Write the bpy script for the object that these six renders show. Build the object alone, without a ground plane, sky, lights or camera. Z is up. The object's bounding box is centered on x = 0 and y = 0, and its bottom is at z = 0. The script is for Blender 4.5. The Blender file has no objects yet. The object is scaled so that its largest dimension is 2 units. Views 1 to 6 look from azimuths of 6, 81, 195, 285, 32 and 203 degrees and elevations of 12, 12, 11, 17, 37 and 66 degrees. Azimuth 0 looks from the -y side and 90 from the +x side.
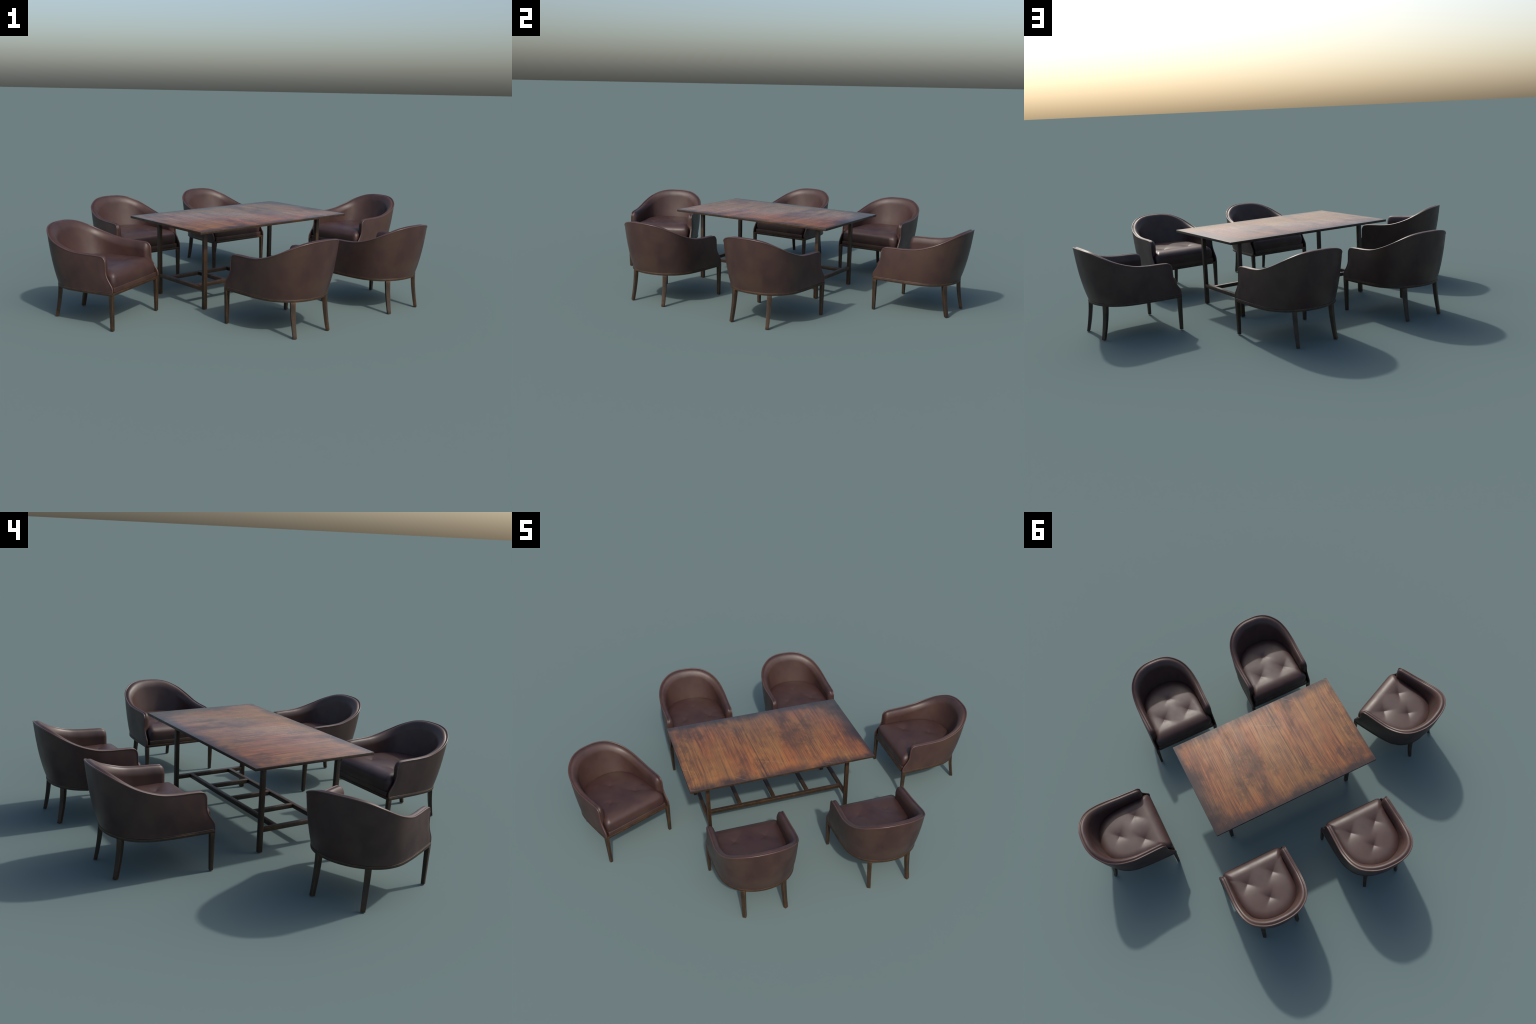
"""Dining set: a rectangular wooden table with six tub armchairs in brown leather.

Every chair is the same model: a U-shaped upholstered shell on a thin wooden
frame with four legs, a padded lining, a piping bead along the rim and a tufted
seat cushion.  Chair frame: +y is the front, z is up, metres.
"""
import bpy, math
import numpy as np
from mathutils import Vector, Matrix

# ------------------------------------------------------------------ helpers

def link(ob, parent=None):
    bpy.context.scene.collection.objects.link(ob)
    if parent is not None:
        ob.parent = parent
    return ob


def mesh_from(name, verts, faces, mat, smooth=True, angle=None):
    me = bpy.data.meshes.new(name)
    me.from_pydata([tuple(map(float, v)) for v in verts], [], faces)
    me.validate()
    me.materials.append(mat)
    import bmesh
    bm = bmesh.new()
    bm.from_mesh(me)
    bmesh.ops.recalc_face_normals(bm, faces=bm.faces)
    bm.to_mesh(me)
    bm.free()
    if smooth:
        me.shade_smooth()
        if angle:
            me.set_sharp_from_angle(angle=math.radians(angle))
    return me


def bevelled(me, width, segments=2):
    """Bake a bevel on the sharp edges of a mesh."""
    import bmesh
    bm = bmesh.new()
    bm.from_mesh(me)
    edges = [e for e in bm.edges if len(e.link_faces) == 2 and e.calc_face_angle() > 0.7]
    bmesh.ops.bevel(bm, geom=edges, offset=width, segments=segments, affect='EDGES', profile=0.5)
    bm.to_mesh(me)
    bm.free()
    me.shade_smooth()
    me.set_sharp_from_angle(angle=math.radians(40))
    return me


def catmull(pts, n):
    """Catmull-Rom curve through pts, resampled to n points by arc length."""
    P = np.asarray(pts, float)
    P = np.vstack([2 * P[0] - P[1], P, 2 * P[-1] - P[-2]])
    t = np.linspace(0, 1, 24, endpoint=False)[:, None]
    out = []
    for i in range(1, len(P) - 2):
        a, b, c, d = P[i - 1:i + 3]
        out.append(.5 * (2 * b + (c - a) * t + (2 * a - 5 * b + 4 * c - d) * t ** 2
                         + (-a + 3 * b - 3 * c + d) * t ** 3))
    out.append(P[-2][None])
    Q = np.vstack(out)
    s = np.concatenate([[0], np.cumsum(np.linalg.norm(np.diff(Q, axis=0), axis=1))])
    u = np.linspace(0, s[-1], n)
    return np.stack([np.interp(u, s, Q[:, k]) for k in range(Q.shape[1])], 1)


def mirrored(half, n):
    """Symmetric curve: the half starts on the centre line and ends on +x."""
    H = np.asarray(half, float)
    flip = H[::-1].copy()
    flip[:, 0] *= -1
    return catmull(np.vstack([flip, H[1:]]), n)


def smooth01(t):
    t = np.clip(t, 0, 1)
    return t * t * (3 - 2 * t)


def dome(d, r):
    """Quarter-round profile: 0 at an edge, 1 at distance r from it."""
    t = 1 - np.clip(d / r, 0, 1)
    return np.sqrt(np.clip(1 - t * t, 0, 1))


def grid_faces(nu, nv, off=0, flip=False):
    f = []
    for i in range(nu - 1):
        for j in range(nv - 1):
            q = (off + i * nv + j, off + (i + 1) * nv + j, off + (i + 1) * nv + j + 1, off + i * nv + j + 1)
            f.append(q[::-1] if flip else q)
    return f


def solid_between(A, B):
    """Closed solid between two nu x nv grids of points."""
    nu, nv = A.shape[:2]
    n = nu * nv
    verts = np.vstack([A.reshape(-1, 3), B.reshape(-1, 3)])
    faces = grid_faces(nu, nv) + grid_faces(nu, nv, n, True)
    ring = [i * nv for i in range(nu)] + [(nu - 1) * nv + j for j in range(1, nv)]
    ring += [i * nv + nv - 1 for i in range(nu - 2, -1, -1)] + [j for j in range(nv - 2, 0, -1)]
    for k in range(len(ring)):
        a, b = ring[k], ring[(k + 1) % len(ring)]
        faces.append((a, b, b + n, a + n))
    return verts, faces


def box(x0, x1, y0, y1, z0, z1):
    v = [(x, y, z) for z in (z0, z1) for y in (y0, y1) for x in (x0, x1)]
    f = [(0, 2, 3, 1), (4, 5, 7, 6), (0, 1, 5, 4), (2, 6, 7, 3), (0, 4, 6, 2), (1, 3, 7, 5)]
    return v, f


def tube(path, r, sides=10):
    """Round tube along an open path, ends closed."""
    P = np.asarray(path, float)
    T = np.gradient(P, axis=0)
    T /= np.linalg.norm(T, axis=1)[:, None]
    v, f = [], []
    prev = None
    for p, t in zip(P, T):
        a = prev if prev is not None else np.array([0.0, 0, 1])
        a = a - t * (a @ t)
        a /= np.linalg.norm(a)
        prev = a
        b = np.cross(t, a)
        for k in range(sides):
            w = 2 * math.pi * k / sides
            v.append(p + r * (math.cos(w) * a + math.sin(w) * b))
    n = len(P)
    for i in range(n - 1):
        for k in range(sides):
            k2 = (k + 1) % sides
            f.append((i * sides + k, i * sides + k2, (i + 1) * sides + k2, (i + 1) * sides + k))
    f.append(tuple(range(sides))[::-1])
    f.append(tuple((n - 1) * sides + k for k in range(sides)))
    return v, f


# ------------------------------------------------------------------ materials

class Nodes:
    def __init__(self, name):
        self.mat = bpy.data.materials.new(name)
        self.mat.use_nodes = True
        self.t = self.mat.node_tree
        self.bsdf = self.t.nodes['Principled BSDF']
        self.obj = self.t.nodes.new('ShaderNodeTexCoord').outputs['Object']

    def new(self, kind, **inputs):
        n = self.t.nodes.new(kind)
        for k, v in inputs.items():
            self.set(n, k.replace('_', ' '), v)
        return n

    def set(self, n, key, v):
        s = n.inputs[key]
        if isinstance(v, bpy.types.NodeSocket):
            self.t.links.new(v, s)
        else:
            s.default_value = v

    def mapping(self, scale=(1, 1, 1), loc=(0, 0, 0), rot=(0, 0, 0), src=None):
        m = self.new('ShaderNodeMapping', Scale=scale, Location=loc, Rotation=rot)
        self.t.links.new(src or self.obj, m.inputs['Vector'])
        return m.outputs['Vector']

    def noise(self, vec, scale, detail=4, rough=.55, dist=0.0):
        n = self.new('ShaderNodeTexNoise', Scale=scale, Detail=detail, Roughness=rough, Distortion=dist)
        self.t.links.new(vec, n.inputs['Vector'])
        return n.outputs['Fac']

    def ramp(self, fac, stops):
        n = self.t.nodes.new('ShaderNodeValToRGB')
        e = n.color_ramp.elements
        while len(e) < len(stops):
            e.new(.5)
        for el, (p, c) in zip(e, stops):
            el.position = p
            el.color = (*c, 1) if not isinstance(c, (int, float)) else (c, c, c, 1)
        self.t.links.new(fac, n.inputs['Fac'])
        return n.outputs['Color']

    def mix(self, fac, a, b, mode='MIX'):
        n = self.t.nodes.new('ShaderNodeMix')
        n.data_type = 'RGBA'
        n.blend_type = mode
        for sock, v in ((n.inputs[0], fac), (n.inputs[6], a), (n.inputs[7], b)):
            if isinstance(v, bpy.types.NodeSocket):
                self.t.links.new(v, sock)
            else:
                sock.default_value = (*v, 1) if isinstance(v, tuple) else v
        return n.outputs[2]

    def math(self, op, a, b=0.0, c=0.0, clamp=False):
        n = self.t.nodes.new('ShaderNodeMath')
        n.operation = op
        n.use_clamp = clamp
        for s, v in zip(n.inputs, (a, b, c)):
            if isinstance(v, bpy.types.NodeSocket):
                self.t.links.new(v, s)
            else:
                s.default_value = v
        return n.outputs[0]

    def span(self, v, lo, hi, a=0.0, b=1.0):
        n = self.t.nodes.new('ShaderNodeMapRange')
        n.interpolation_type = 'SMOOTHSTEP'
        for k, val in zip(('Value', 'From Min', 'From Max', 'To Min', 'To Max'), (v, lo, hi, a, b)):
            self.set(n, k, val)
        return n.outputs['Result']

    def xyz(self, src=None):
        n = self.t.nodes.new('ShaderNodeSeparateXYZ')
        self.t.links.new(src or self.obj, n.inputs[0])
        return n.outputs

    def edge(self, radius, lo=.02, hi=.25):
        """Mask that is 1 along sharp edges."""
        bev = self.new('ShaderNodeBevel', Radius=radius)
        bev.samples = 6
        geo = self.t.nodes.new('ShaderNodeNewGeometry')
        d = self.t.nodes.new('ShaderNodeVectorMath')
        d.operation = 'DOT_PRODUCT'
        self.t.links.new(bev.outputs[0], d.inputs[0])
        self.t.links.new(geo.outputs['Normal'], d.inputs[1])
        return self.span(self.math('SUBTRACT', 1.0, d.outputs['Value']), lo, hi)

    def finish(self, color, rough, bump=None, strength=.1, dist=.001, spec=.5):
        self.set(self.bsdf, 'Base Color', color)
        self.set(self.bsdf, 'Roughness', rough)
        self.set(self.bsdf, 'Specular IOR Level', spec)
        if bump is not None:
            b = self.new('ShaderNodeBump', Strength=strength, Distance=dist, Height=bump)
            self.t.links.new(b.outputs[0], self.bsdf.inputs['Normal'])
        return self.mat


def leather(name, tint=(1, 1, 1), lighten=0.0, gloss=0.0, edges=False):
    n = Nodes(name)
    blotch = n.noise(n.mapping((1, 1, .8)), 8, 4, .55, .3)
    c = n.ramp(blotch, [(.30, (.031, .0142, .0122)), (.46, (.046, .0216, .0178)), (.57, (.052, .0268, .0200)),
                        (.72, (.058, .0325, .0215))])
    streak = n.noise(n.mapping((1, 1, .8), (3, 1, 0)), 20, 4, .6)
    c = n.mix(n.span(streak, .5, .75, 0, .35), c, (.028, .0135, .0120))
    if lighten:
        c = n.mix(lighten, c, (.105, .050, .040))
    if edges:
        c = n.mix(n.math('MULTIPLY', n.edge(.004, .004, .12), .6), c, (.125, .062, .048))
    grain = n.noise(n.obj, 420, 2, .5)
    rough = n.span(blotch, .3, .7, .50 - gloss, .41 - gloss)
    return n.finish(n.mix(1.0, c, tint, 'MULTIPLY'), rough, grain, .06, .001)


def dark_wood(name):
    n = Nodes(name)
    a = n.noise(n.mapping((70, 70, 16)), 1, 4, .6)
    b = n.noise(n.obj, 13, 4, .6)
    rings = n.noise(n.mapping((9, 9, 150)), 1, 3, .7)
    c = n.ramp(a, [(.3, (.0115, .0080, .0052)), (.55, (.0270, .0140, .0058)), (.75, (.052, .0240, .0080))])
    c = n.mix(n.span(b, .46, .70, 0, .65), c, (.064, .0275, .0085))
    c = n.mix(n.span(rings, .56, .70, 0, .5), c, (.010, .0070, .0050))
    worn = n.math('MULTIPLY', n.edge(.0042, .004, .10), n.span(n.noise(n.obj, 24, 3, .6), .36, .62, .12, .85))
    c = n.mix(worn, c, (.130, .058, .018))
    return n.finish(c, n.span(b, .3, .7, .55, .42), a, .12, .001)


# dark lines between the boards of the table top: x, half width, strength
SEAMS = [(-.100, .0040, .62), (-.305, .0030, .50), (-.420, .0035, .55), (.130, .0025, .30), (.330, .0030, .35),
         (-.200, .0025, .35)]
# pale scratches on the table top: x, y, angle (degrees), half length
SCRATCHES = [(-.246, -.287, 137, .060), (-.518, -.310, 148, .021), (-.513, -.125, 160, .028), (.264, -.300, 153, .040),
             (-.025, -.200, 156, .085), (.330, .215, 52, .035)]


def table_top_material():
    n = Nodes('burnt_plank_wood')
    x, y, z = n.xyz()
    wob = n.noise(n.mapping((2.0, 2.2, 1)), 1, 2, .45)
    warp = n.math('MULTIPLY', n.math('SUBTRACT', wob, .5), .030)
    xw = n.math('ADD', x, warp)
    comb = n.t.nodes.new('ShaderNodeCombineXYZ')
    n.t.links.new(xw, comb.inputs[0])
    n.t.links.new(y, comb.inputs[1])
    w = comb.outputs[0]
    band = n.noise(n.mapping((11, .8, 1), (2, 4, 0), src=w), 1, 3, .55)
    fine = n.noise(n.mapping((80, 2.2, 1), src=w), 1, 5, .70)
    hair = n.noise(n.mapping((230, 4, 1), src=w), 1, 4, .7)
    cloud = n.noise(n.mapping((8.0, 5.0, 1), (5, 2, 0)), 1, 6, .66)
    hue = n.noise(n.mapping((6.0, 2.6, 1), (9, 3, 0)), 1, 4, .6)
    spots = n.noise(n.mapping((46, 34, 1), (1, 3, 0)), 1, 6, .72, .3)
    warm = n.mix(n.span(hue, .36, .62), (.265, .092, .028), (.250, .114, .036))
    deep = n.mix(n.span(hue, .40, .60), (.110, .042, .022), (.108, .048, .024))
    zone = n.noise(n.mapping((5.5, 3.0, 1), (12, 5, 0)), 1, 4, .6)
    calm = n.span(zone, .38, .60, .40, .95)
    c = n.mix(n.math('MULTIPLY', n.span(fine, .36, .60, 1, 0), calm), warm, deep)
    c = n.mix(n.span(band, .46, .72, 0, .6), c, (.090, .041, .026))
    c = n.mix(n.math('MULTIPLY', n.span(cloud, .50, .66, 0, .85), n.span(fine, .30, .60, .6, 1)), c, (.060, .032, .020))
    c = n.mix(n.span(cloud, .30, .45, .45, 0), c, (.320, .140, .040))
    streaky = n.math('MULTIPLY', n.span(hair, .47, .62, 0, .85), calm)
    c = n.mix(streaky, c, (.055, .024, .017))

    def blob(cx, cy, rx, ry):
        dx = n.math('MULTIPLY', n.math('SUBTRACT', x, cx), 1 / rx)
        dy = n.math('MULTIPLY', n.math('SUBTRACT', y, cy), 1 / ry)
        return n.span(n.math('ADD', n.math('MULTIPLY', dx, dx), n.math('MULTIPLY', dy, dy)), .1, 1.0, 1, 0)
    # scorched, blotchy patches
    for cx, cy, rx, ry, k in ((.180, .0, .15, .15, .62), (.045, .095, .05, .06, .6), (-.10, -.19, .07, .08, .7),
                              (-.15, .17, .08, .10, .5), (.30, .12, .08, .10, .5)):
        m = n.math('MULTIPLY', blob(cx, cy, rx, ry), n.math('MULTIPLY', n.span(spots, .38, .62, .1 * k, k), n.span(fine, .35, .60, .45, 1.15)))
        c = n.mix(m, c, (.046, .030, .020))
    # dark seams that fade in and out along the grain
    for sx, wid, k in SEAMS:
        d = n.math('ABSOLUTE', n.math('ADD', n.math('SUBTRACT', x, sx), n.math('MULTIPLY', warp, .35)))
        fade = n.span(n.noise(n.mapping((1, 5, 1), (sx * 40, 0, 0)), 1, 3, .6), .36, .60, .1, 1)
        m = n.math('MULTIPLY', n.span(d, wid * .2, wid * 1.6, k, 0), fade)
        c = n.mix(m, c, (.022, .013, .014))
    ragged = n.noise(n.mapping((7, 7, 1), (1, 7, 0)), 1, 5, .65)
    rag = n.math('MULTIPLY', n.math('SUBTRACT', ragged, .5), .16)

    def burn(dist, width, amount):
        return n.math('MULTIPLY', n.span(n.math('ADD', dist, rag), -.01, width, 1, 0), amount)
    wide = n.span(y, -.25, .10, .060, .135)
    right = burn(n.math('SUBTRACT', .5335, x), wide, .95)
    left = burn(n.math('ADD', x, .5335), .035, .7)
    far = burn(n.math('SUBTRACT', .3203, y), .082, .95)
    near = burn(n.math('ADD', y, .3203), .078, .90)
    m = n.math('MAXIMUM', n.math('MAXIMUM', right, left), n.math('MAXIMUM', far, near))
    c = n.mix(m, c, (.0215, .0155, .0170))
    for sx, sy, ang, half in SCRATCHES:
        ca, sa = math.cos(math.radians(ang)), math.sin(math.radians(ang))
        dx, dy = n.math('SUBTRACT', x, sx), n.math('SUBTRACT', y, sy)
        along = n.math('ABSOLUTE', n.math('ADD', n.math('MULTIPLY', dx, ca), n.math('MULTIPLY', dy, sa)))
        across = n.math('ABSOLUTE', n.math('ADD', n.math('ADD', n.math('MULTIPLY', dx, -sa), n.math('MULTIPLY', dy, ca)), n.math('MULTIPLY', rag, .05)))
        m = n.math('MULTIPLY', n.span(across, .0002, .0014, .55, 0), n.span(along, half * .4, half, 1, 0))
        c = n.mix(m, c, (.30, .22, .15))
    # roughness tied to view angle: mutes sun spot from above, adds low-angle sheen
    facing = n.new('ShaderNodeLayerWeight', Blend=.5).outputs['Facing']
    rough = n.math('ADD', n.span(facing, .22, .72, .56, .28), n.math('ADD', n.span(fine, .3, .7, .03, -.03), n.span(cloud, .4, .65, 0, .08)))
    return n.finish(c, rough, n.math('ADD', fine, n.math('MULTIPLY', hair, .5)), .06, .001, .5)


LEATHER = leather('brown_leather')
LEATHER_PAD = leather('padded_leather', tint=(1.02, 1.0, 1.0), gloss=-.02)
LEATHER_RAIL = leather('rail_leather', edges=True)
LEATHER_SEAT = leather('seat_leather', tint=(.97, .95, 1.0))
PIPING = leather('worn_piping_leather', lighten=.34, gloss=.10)
WOOD = dark_wood('dark_walnut')
TOPWOOD = table_top_material()

# ------------------------------------------------------------------ chair meshes

NU, NV = 121, 30
Z_FRAME0, Z_FRAME1 = .1716, .1842
FRONT_Y = .205

# outer edge of the rim: high at the back, sweeping down to the arm fronts
RIM_HALF = [(0, -.2613, .4632), (.0631, -.2560, .4610), (.1214, -.2338, .4495), (.1735, -.1885, .4230),
            (.2022, -.1261, .3936), (.2132, -.0456, .3690), (.2125, .0249, .3607), (.2105, .0911, .3588),
            (.2093, .1400, .3560), (.2090, .1550, .3475), (.2088, .1625, .3330)]
# plan of the wooden frame
FRAME_HALF = [(0, -.2100), (.0606, -.2024), (.1184, -.1784), (.1657, -.1366), (.1969, -.0731), (.2085, .0091),
              (.2125, .1039), (.2148, FRONT_Y)]
# front edge of the arm panel in side view: z, y
ARM_EDGE = [(.1842, .2040), (.2010, .2040), (.2120, .2015), (.2250, .1930), (.2487, .1770), (.2650, .1685),
            (.2803, .1642), (.3103, .1632), (.3330, .1625)]


def shell_surface():
    """Outer surface of the shell as a (NU, NV, 3) grid and its inward normals."""
    rim = mirrored(RIM_HALF, NU)
    foot = mirrored([(x * .988, y * .990 if y < 0 else y) for x, y in FRAME_HALF], NU)
    foot = np.column_stack([foot, np.full(NU, Z_FRAME1)])
    foot[0, 1] = foot[-1, 1] = ARM_EDGE[0][1]
    s = np.linspace(0, 1, NV)
    v = 1 - (1 - s) ** 1.7                       # denser towards the rim
    u = np.abs(np.linspace(-1, 1, NU))
    tan = np.gradient(rim[:, :2] + foot[:, :2], axis=0)
    tan /= np.linalg.norm(tan, axis=1)[:, None]
    inward = np.column_stack([-tan[:, 1], tan[:, 0], np.zeros(NU)])
    S = foot[:, None] * (1 - v)[None, :, None] + rim[:, None] * v[None, :, None]
    swell = (.0035 + .006 * smooth01(1 - u / .55))[:, None] * (4 * v * (1 - v) * (1.25 - .5 * v))[None]
    swell *= smooth01((1 - u) / .08)[:, None]
    S = S - inward[:, None] * swell[..., None]
    ez, ey = zip(*ARM_EDGE)
    for k in (0, NU - 1):
        dy = np.interp(S[k, :, 2], ez, ey) - S[k, :, 1]
        for i in range(NU):
            if (i - (NU - 1) / 2) * (k - (NU - 1) / 2) > 0:
                w = smooth01((u[i] - .70) / .30) ** 1.3
                S[i, :, 1] += dy * w
    return S, inward, u, v


def chair_meshes():
    S, N, u, v = shell_surface()
    out = {}
    inner = S + N[:, None] * .009
    out['outer_panel'] = mesh_from('outer_panel', *solid_between(S, inner), LEATHER, angle=50)

    # piping bead: along the rim and down both arm fronts
    bead = np.vstack([S[0, :-1], S[:, -1], S[-1, -2::-1]])
    nb = np.vstack([np.repeat(N[:1], NV - 1, 0), N, np.repeat(N[-1:], NV - 1, 0)])
    bead = bead + nb * .0022
    out['piping'] = mesh_from('piping', *tube(bead, .0037), PIPING)

    # narrow hem where the leather meets the wood
    hem = S[:, 0] + N * .0012 + np.array([0, 0, .0024])
    out['hem'] = mesh_from('hem', *tube(hem, .0024, 8), LEATHER)

    # padded lining
    H = np.linalg.norm(np.diff(S, axis=1), axis=2)
    top = np.concatenate([np.cumsum(H[:, ::-1], axis=1)[:, ::-1], np.zeros((NU, 1))], 1)   # distance to rim
    back = smooth01(1.15 - u / .62)
    thick = (.040 + .005 * back)[:, None] + np.clip(top / .16, 0, 1) * (.002 + .007 * back)[:, None]
    front = .1640 - S[..., 1]
    h = dome(top, .036) * dome(np.clip(front, 0, 1), .022)
    T = .0085 + (thick - .0085) * h
    P = S + N[:, None] * T[..., None]
    rise = .008 * np.clip(4 * h * (1 - h), 0, 1) * np.clip(1 - top / .04, 0, 1) - .0015 * np.clip(1 - top / .01, 0, 1)
    P[..., 2] += rise
    base = S + N[:, None] * .005
    base[..., 2] -= .004 * np.clip(1 - top / .02, 0, 1)
    out['padded_lining'] = mesh_from('padded_lining', *solid_between(P, base), LEATHER_PAD, angle=60)

    # wooden frame: a U-shaped plate with a straight front
    plan = mirrored(FRAME_HALF, 81)
    n = len(plan)
    verts = [(x, y, z) for z in (Z_FRAME0, Z_FRAME1) for x, y in plan]
    faces = [tuple(range(n)), tuple(range(2 * n - 1, n - 1, -1))]
    faces += [(i, (i + 1) % n, n + (i + 1) % n, n + i) for i in range(n)]
    out['seat_frame'] = bevelled(mesh_from('seat_frame', verts, faces, WOOD), .0012)

    out['front_rail'] = bevelled(mesh_from('front_rail', *box(-.1905, .1905, .150, .2030, Z_FRAME1 + .0003, .2085), LEATHER_RAIL), .0022, 3)
    out['seat_cushion'] = cushion()
    out['front_leg'] = leg_mesh('front_leg', [(0, .0), (.5, .0), (1, .0)], (.2045, .1947), (.2031, .1957), (.0203, .0203), (.0150, .0150), 0)
    out['rear_leg'] = leg_mesh('rear_leg', None, (.1077, -.1726), (.1119, -.1968), (.0245, .0205), (.0185, .0160), 30)
    return out


def leg_mesh(name, _, top, foot, size_top, size_foot, turn):
    """Tapered square leg; the rear ones sweep outwards like a sabre."""
    rows = 12
    a = math.radians(turn)
    verts, faces = [], []
    for i in range(rows):
        t = i / (rows - 1)                          # 0 at the foot
        z = t * (Z_FRAME0 - .0002)
        k = 1 - (1 - t) ** 1.0 if turn == 0 else 1 - (1 - t) ** 1.6
        cx, cy = (foot[j] + (top[j] - foot[j]) * k for j in (0, 1))
        wx, wy = (.5 * (size_foot[j] + (size_top[j] - size_foot[j]) * t) for j in (0, 1))
        for sx, sy in ((-1, -1), (1, -1), (1, 1), (-1, 1)):
            px, py = sx * wx, sy * wy
            verts.append((cx + px * math.cos(a) - py * math.sin(a), cy + px * math.sin(a) + py * math.cos(a), z))
    for i in range(rows - 1):
        for k in range(4):
            faces.append((4 * i + k, 4 * i + (k + 1) % 4, 4 * i + 4 + (k + 1) % 4, 4 * i + 4 + k))
    faces += [(3, 2, 1, 0), tuple(4 * (rows - 1) + k for k in range(4))]
    return bevelled(mesh_from(name, verts, faces, WOOD), .0009, 2)


TUFTS = [(-.0833, .0702, .0140, .030), (.0833, .0702, .0140, .030), (0, -.0615, .0115, .020)]


def cushion():
    """Plump seat: U plan, rounded front edge, three diamond-tufted pinches."""
    half = [(0, -.190), (.050, -.186), (.095, -.168), (.140, -.130), (.168, -.075), (.178, 0), (.181, .10),
            (.1850, .145), (.1915, .165), (.1920, .182), (.1850, .1955), (.168, .2022), (.130, .2038), (.07, .2042), (0, .2044)]
    ring = catmull(half, 121)
    ring = np.vstack([ring, ring[-2:0:-1] * [-1, 1]])
    n, rows = len(ring), 64
    c = np.array([0, .02])
    out = np.linalg.norm(ring - c, axis=1)
    frontness = smooth01((ring[:, 1] - .12) / .06)
    rad = .055 + .017 * frontness              # how far in the rounding starts
    drop = .018 + .026 * frontness             # how far down it goes
    verts, faces = [], []
    for i in range(1, rows + 1):
        r = 1 - (1 - i / rows) ** 1.25
        p = c + (ring - c) * r
        d = (1 - r) * out
        # distance to the straight front counts square to it
        d = np.where(frontness > 0, np.minimum(d, np.hypot(np.maximum(.204 - p[:, 1], 0), 0) + (1 - frontness)), d)
        t = 1 - np.clip(d / rad, 0, 1)
        z = .2900 + .0030 * (1 - r ** 2) - drop * (1 - np.sqrt(np.clip(1 - t ** 2.2, 0, 1)))
        for bx, by, depth, size in TUFTS:
            dx, dy = p[:, 0] - bx, p[:, 1] - by
            q = (np.abs(dx) ** 7 + np.abs(dy) ** 7 + 1e-20) ** (1 / 7)
            wide = np.hypot(dx, dy)
            z -= depth * (.9 * np.exp(-q / size) + .1 * np.exp(-(wide / (2.2 * size)) ** 2))
        verts += [(a, b, e) for (a, b), e in zip(p, z)]
    last = verts[-n:]
    for k in range(1, 9):
        s = k / 8
        for (a, b, e) in last:
            puff = .0015 * math.sin(math.pi * s) - .003 * s * s
            L = math.hypot(a, b - .02)
            verts.append((a + a / L * puff, b + (b - .02) / L * puff, e + (.2088 - e) * s))
    m = rows + 8
    verts.append((0, .02, 0))
    z0 = .2900 + .0030
    for bx, by, depth, size in TUFTS:
        q = max(abs(bx), abs(by - .02))
        z0 -= depth * (.9 * math.exp(-q / size) + .1 * math.exp(-(math.hypot(bx, by - .02) / (2.2 * size)) ** 2))
    verts[-1] = (0, .02, z0)
    centre = len(verts) - 1
    for i in range(m - 1):
        for k in range(n):
            k2 = (k + 1) % n
            faces.append((i * n + k, i * n + k2, (i + 1) * n + k2, (i + 1) * n + k))
    faces += [(centre, (k + 1) % n, k) for k in range(n)]
    faces.append(tuple((m - 1) * n + k for k in range(n)))
    return mesh_from('seat_cushion', verts, faces, LEATHER_SEAT, angle=70)


# ------------------------------------------------------------------ chairs

def mirror_mesh(me):
    m = me.copy()
    m.transform(Matrix.Scale(-1, 4, (1, 0, 0)))
    m.flip_normals()
    return m


CHAIR_PARTS = chair_meshes()
LEG_MESHES = [('front_leg', CHAIR_PARTS['front_leg']), ('front_leg', mirror_mesh(CHAIR_PARTS['front_leg'])),
              ('rear_leg', CHAIR_PARTS['rear_leg']), ('rear_leg', mirror_mesh(CHAIR_PARTS['rear_leg']))]

# position on the floor and direction each chair faces (degrees from +x)
CHAIRS = [(-.6523, -.7041, 342.9), (-.7393, .1986, 317.9), (-.2742, .7141, 317.9),
          (.6257, .6846, 227.9), (.2745, -.7140, 137.9), (.7394, -.1982, 137.9)]

for cx, cy, facing in CHAIRS:
    chair = link(bpy.data.objects.new('armchair', None))
    chair.empty_display_size = .1
    chair.location = (cx, cy, 0)
    chair.rotation_euler = (0, 0, math.radians(facing - 90))
    chair['label'] = 'brown leather tub armchair with tufted seat and wooden legs'
    chair['category'] = 'armchair'
    for part in ('outer_panel', 'piping', 'hem', 'padded_lining', 'seat_cushion', 'front_rail', 'seat_frame'):
        link(bpy.data.objects.new(part, CHAIR_PARTS[part]), chair)
    for part, me in LEG_MESHES:
        link(bpy.data.objects.new(part, me), chair)

# ------------------------------------------------------------------ table

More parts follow.
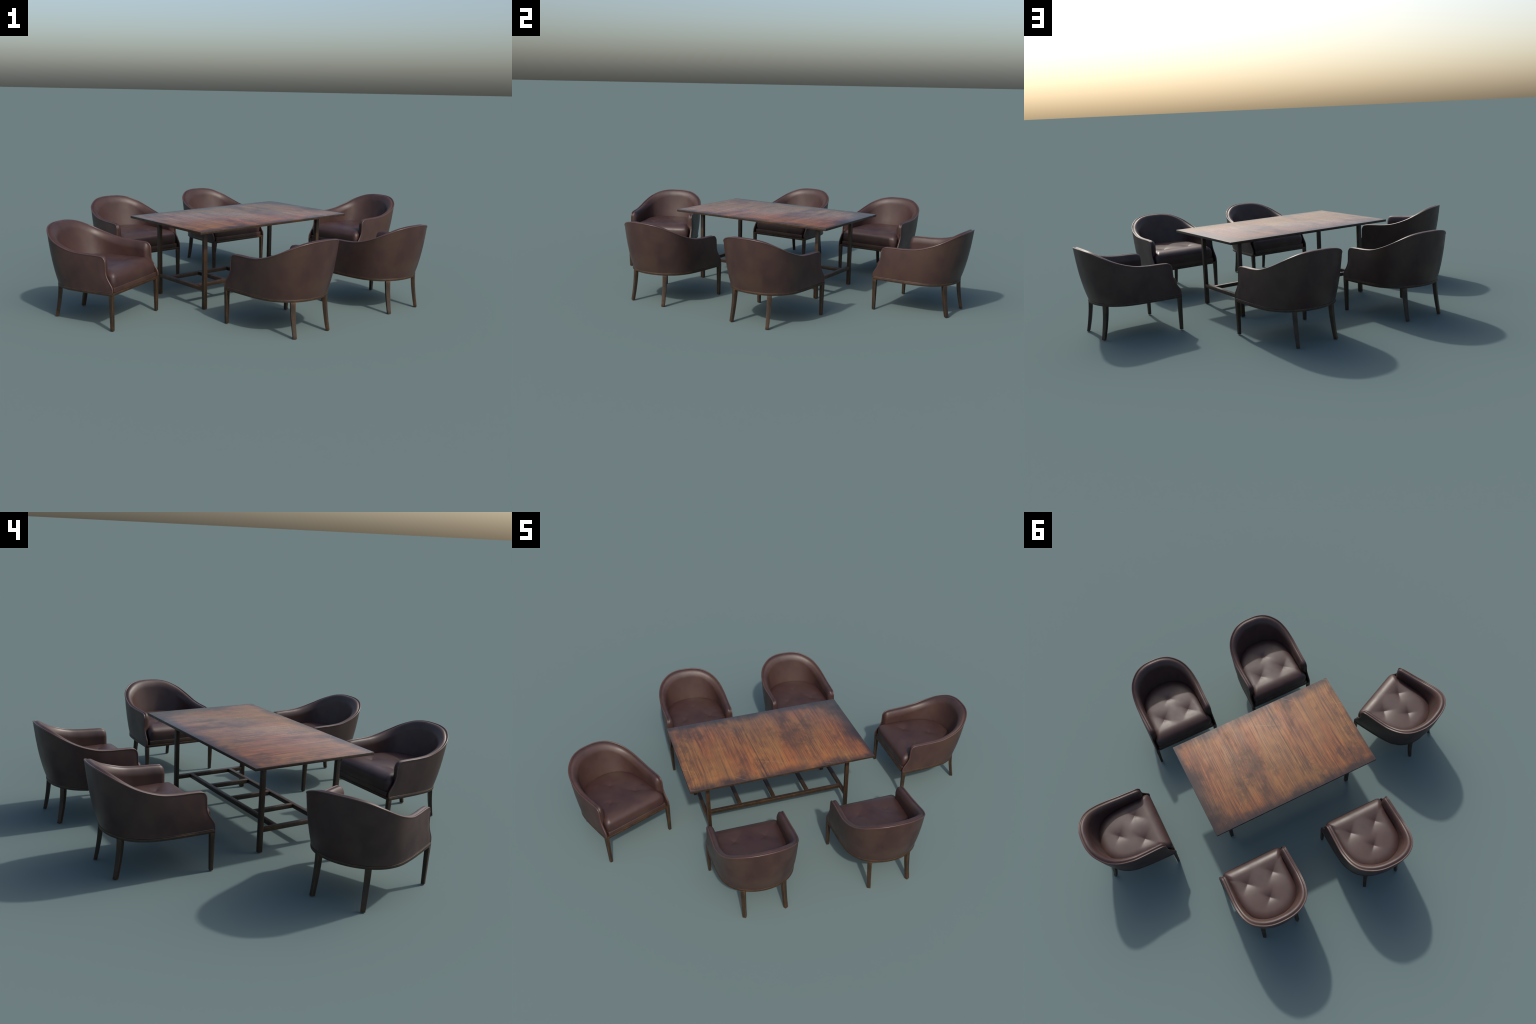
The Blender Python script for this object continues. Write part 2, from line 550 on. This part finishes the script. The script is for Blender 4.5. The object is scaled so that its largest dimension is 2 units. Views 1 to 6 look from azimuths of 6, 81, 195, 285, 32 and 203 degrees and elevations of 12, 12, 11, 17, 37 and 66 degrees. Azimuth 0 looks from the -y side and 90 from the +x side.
TOP_L, TOP_W, TOP_Z0, TOP_Z1 = 1.067, .6406, .4275, .4412
LEG_X, LEG_Y, LEG_S = .4176, .2045, .0205
RAIL_Z0, RAIL_Z1, RAIL_W = .0965, .1170, .0200
INSET = .118                                        # long rails, off the middle line

table = link(bpy.data.objects.new('dining_table', None))
table.location = (-.0345, -.0487, 0)
table.rotation_euler = (0, 0, math.radians(48.05))
table['label'] = 'rectangular dining table with burnt-edged wooden top and slim dark legs'
table['category'] = 'dining table'

top = mesh_from('tabletop', *box(-TOP_L / 2, TOP_L / 2, -TOP_W / 2, TOP_W / 2, TOP_Z0, TOP_Z1), TOPWOOD)
top.materials.append(WOOD)
for poly in top.polygons:
    poly.material_index = 0 if poly.normal.z > .5 else 1
link(bpy.data.objects.new('tabletop', bevelled(top, .0012)), table)


def bar(name, x0, x1, y0, y1, z0, z1, at=(0, 0, 0)):
    return bevelled(mesh_from(name, *box(x0, x1, y0, y1, z0, z1), WOOD), .0008)


h = LEG_S / 2
leg = bar('table_leg', -h, h, -h, h, 0, TOP_Z0 - .0002)
end = bar('end_rail', -RAIL_W / 2, RAIL_W / 2, -LEG_Y + h + .0002, LEG_Y - h - .0002, RAIL_Z0, RAIL_Z1)
side = bar('long_rail', -LEG_X + RAIL_W / 2 + .0002, LEG_X - RAIL_W / 2 - .0002, -RAIL_W / 2, RAIL_W / 2, RAIL_Z0, RAIL_Z1)
rung = bar('cross_rung', -RAIL_W / 2, RAIL_W / 2, -INSET + RAIL_W / 2 + .0002, INSET - RAIL_W / 2 - .0002, RAIL_Z0, RAIL_Z1)
for sx in (-1, 1):
    for sy in (-1, 1):
        link(bpy.data.objects.new('table_leg', leg), table).location = (sx * LEG_X, sy * LEG_Y, 0)
    link(bpy.data.objects.new('end_rail', end), table).location = (sx * LEG_X, 0, 0)
    link(bpy.data.objects.new('long_rail', side), table).location = (0, sx * INSET, 0)
for k in (-.5, 0, .5):
    link(bpy.data.objects.new('cross_rung', rung), table).location = (k * LEG_X, 0, 0)
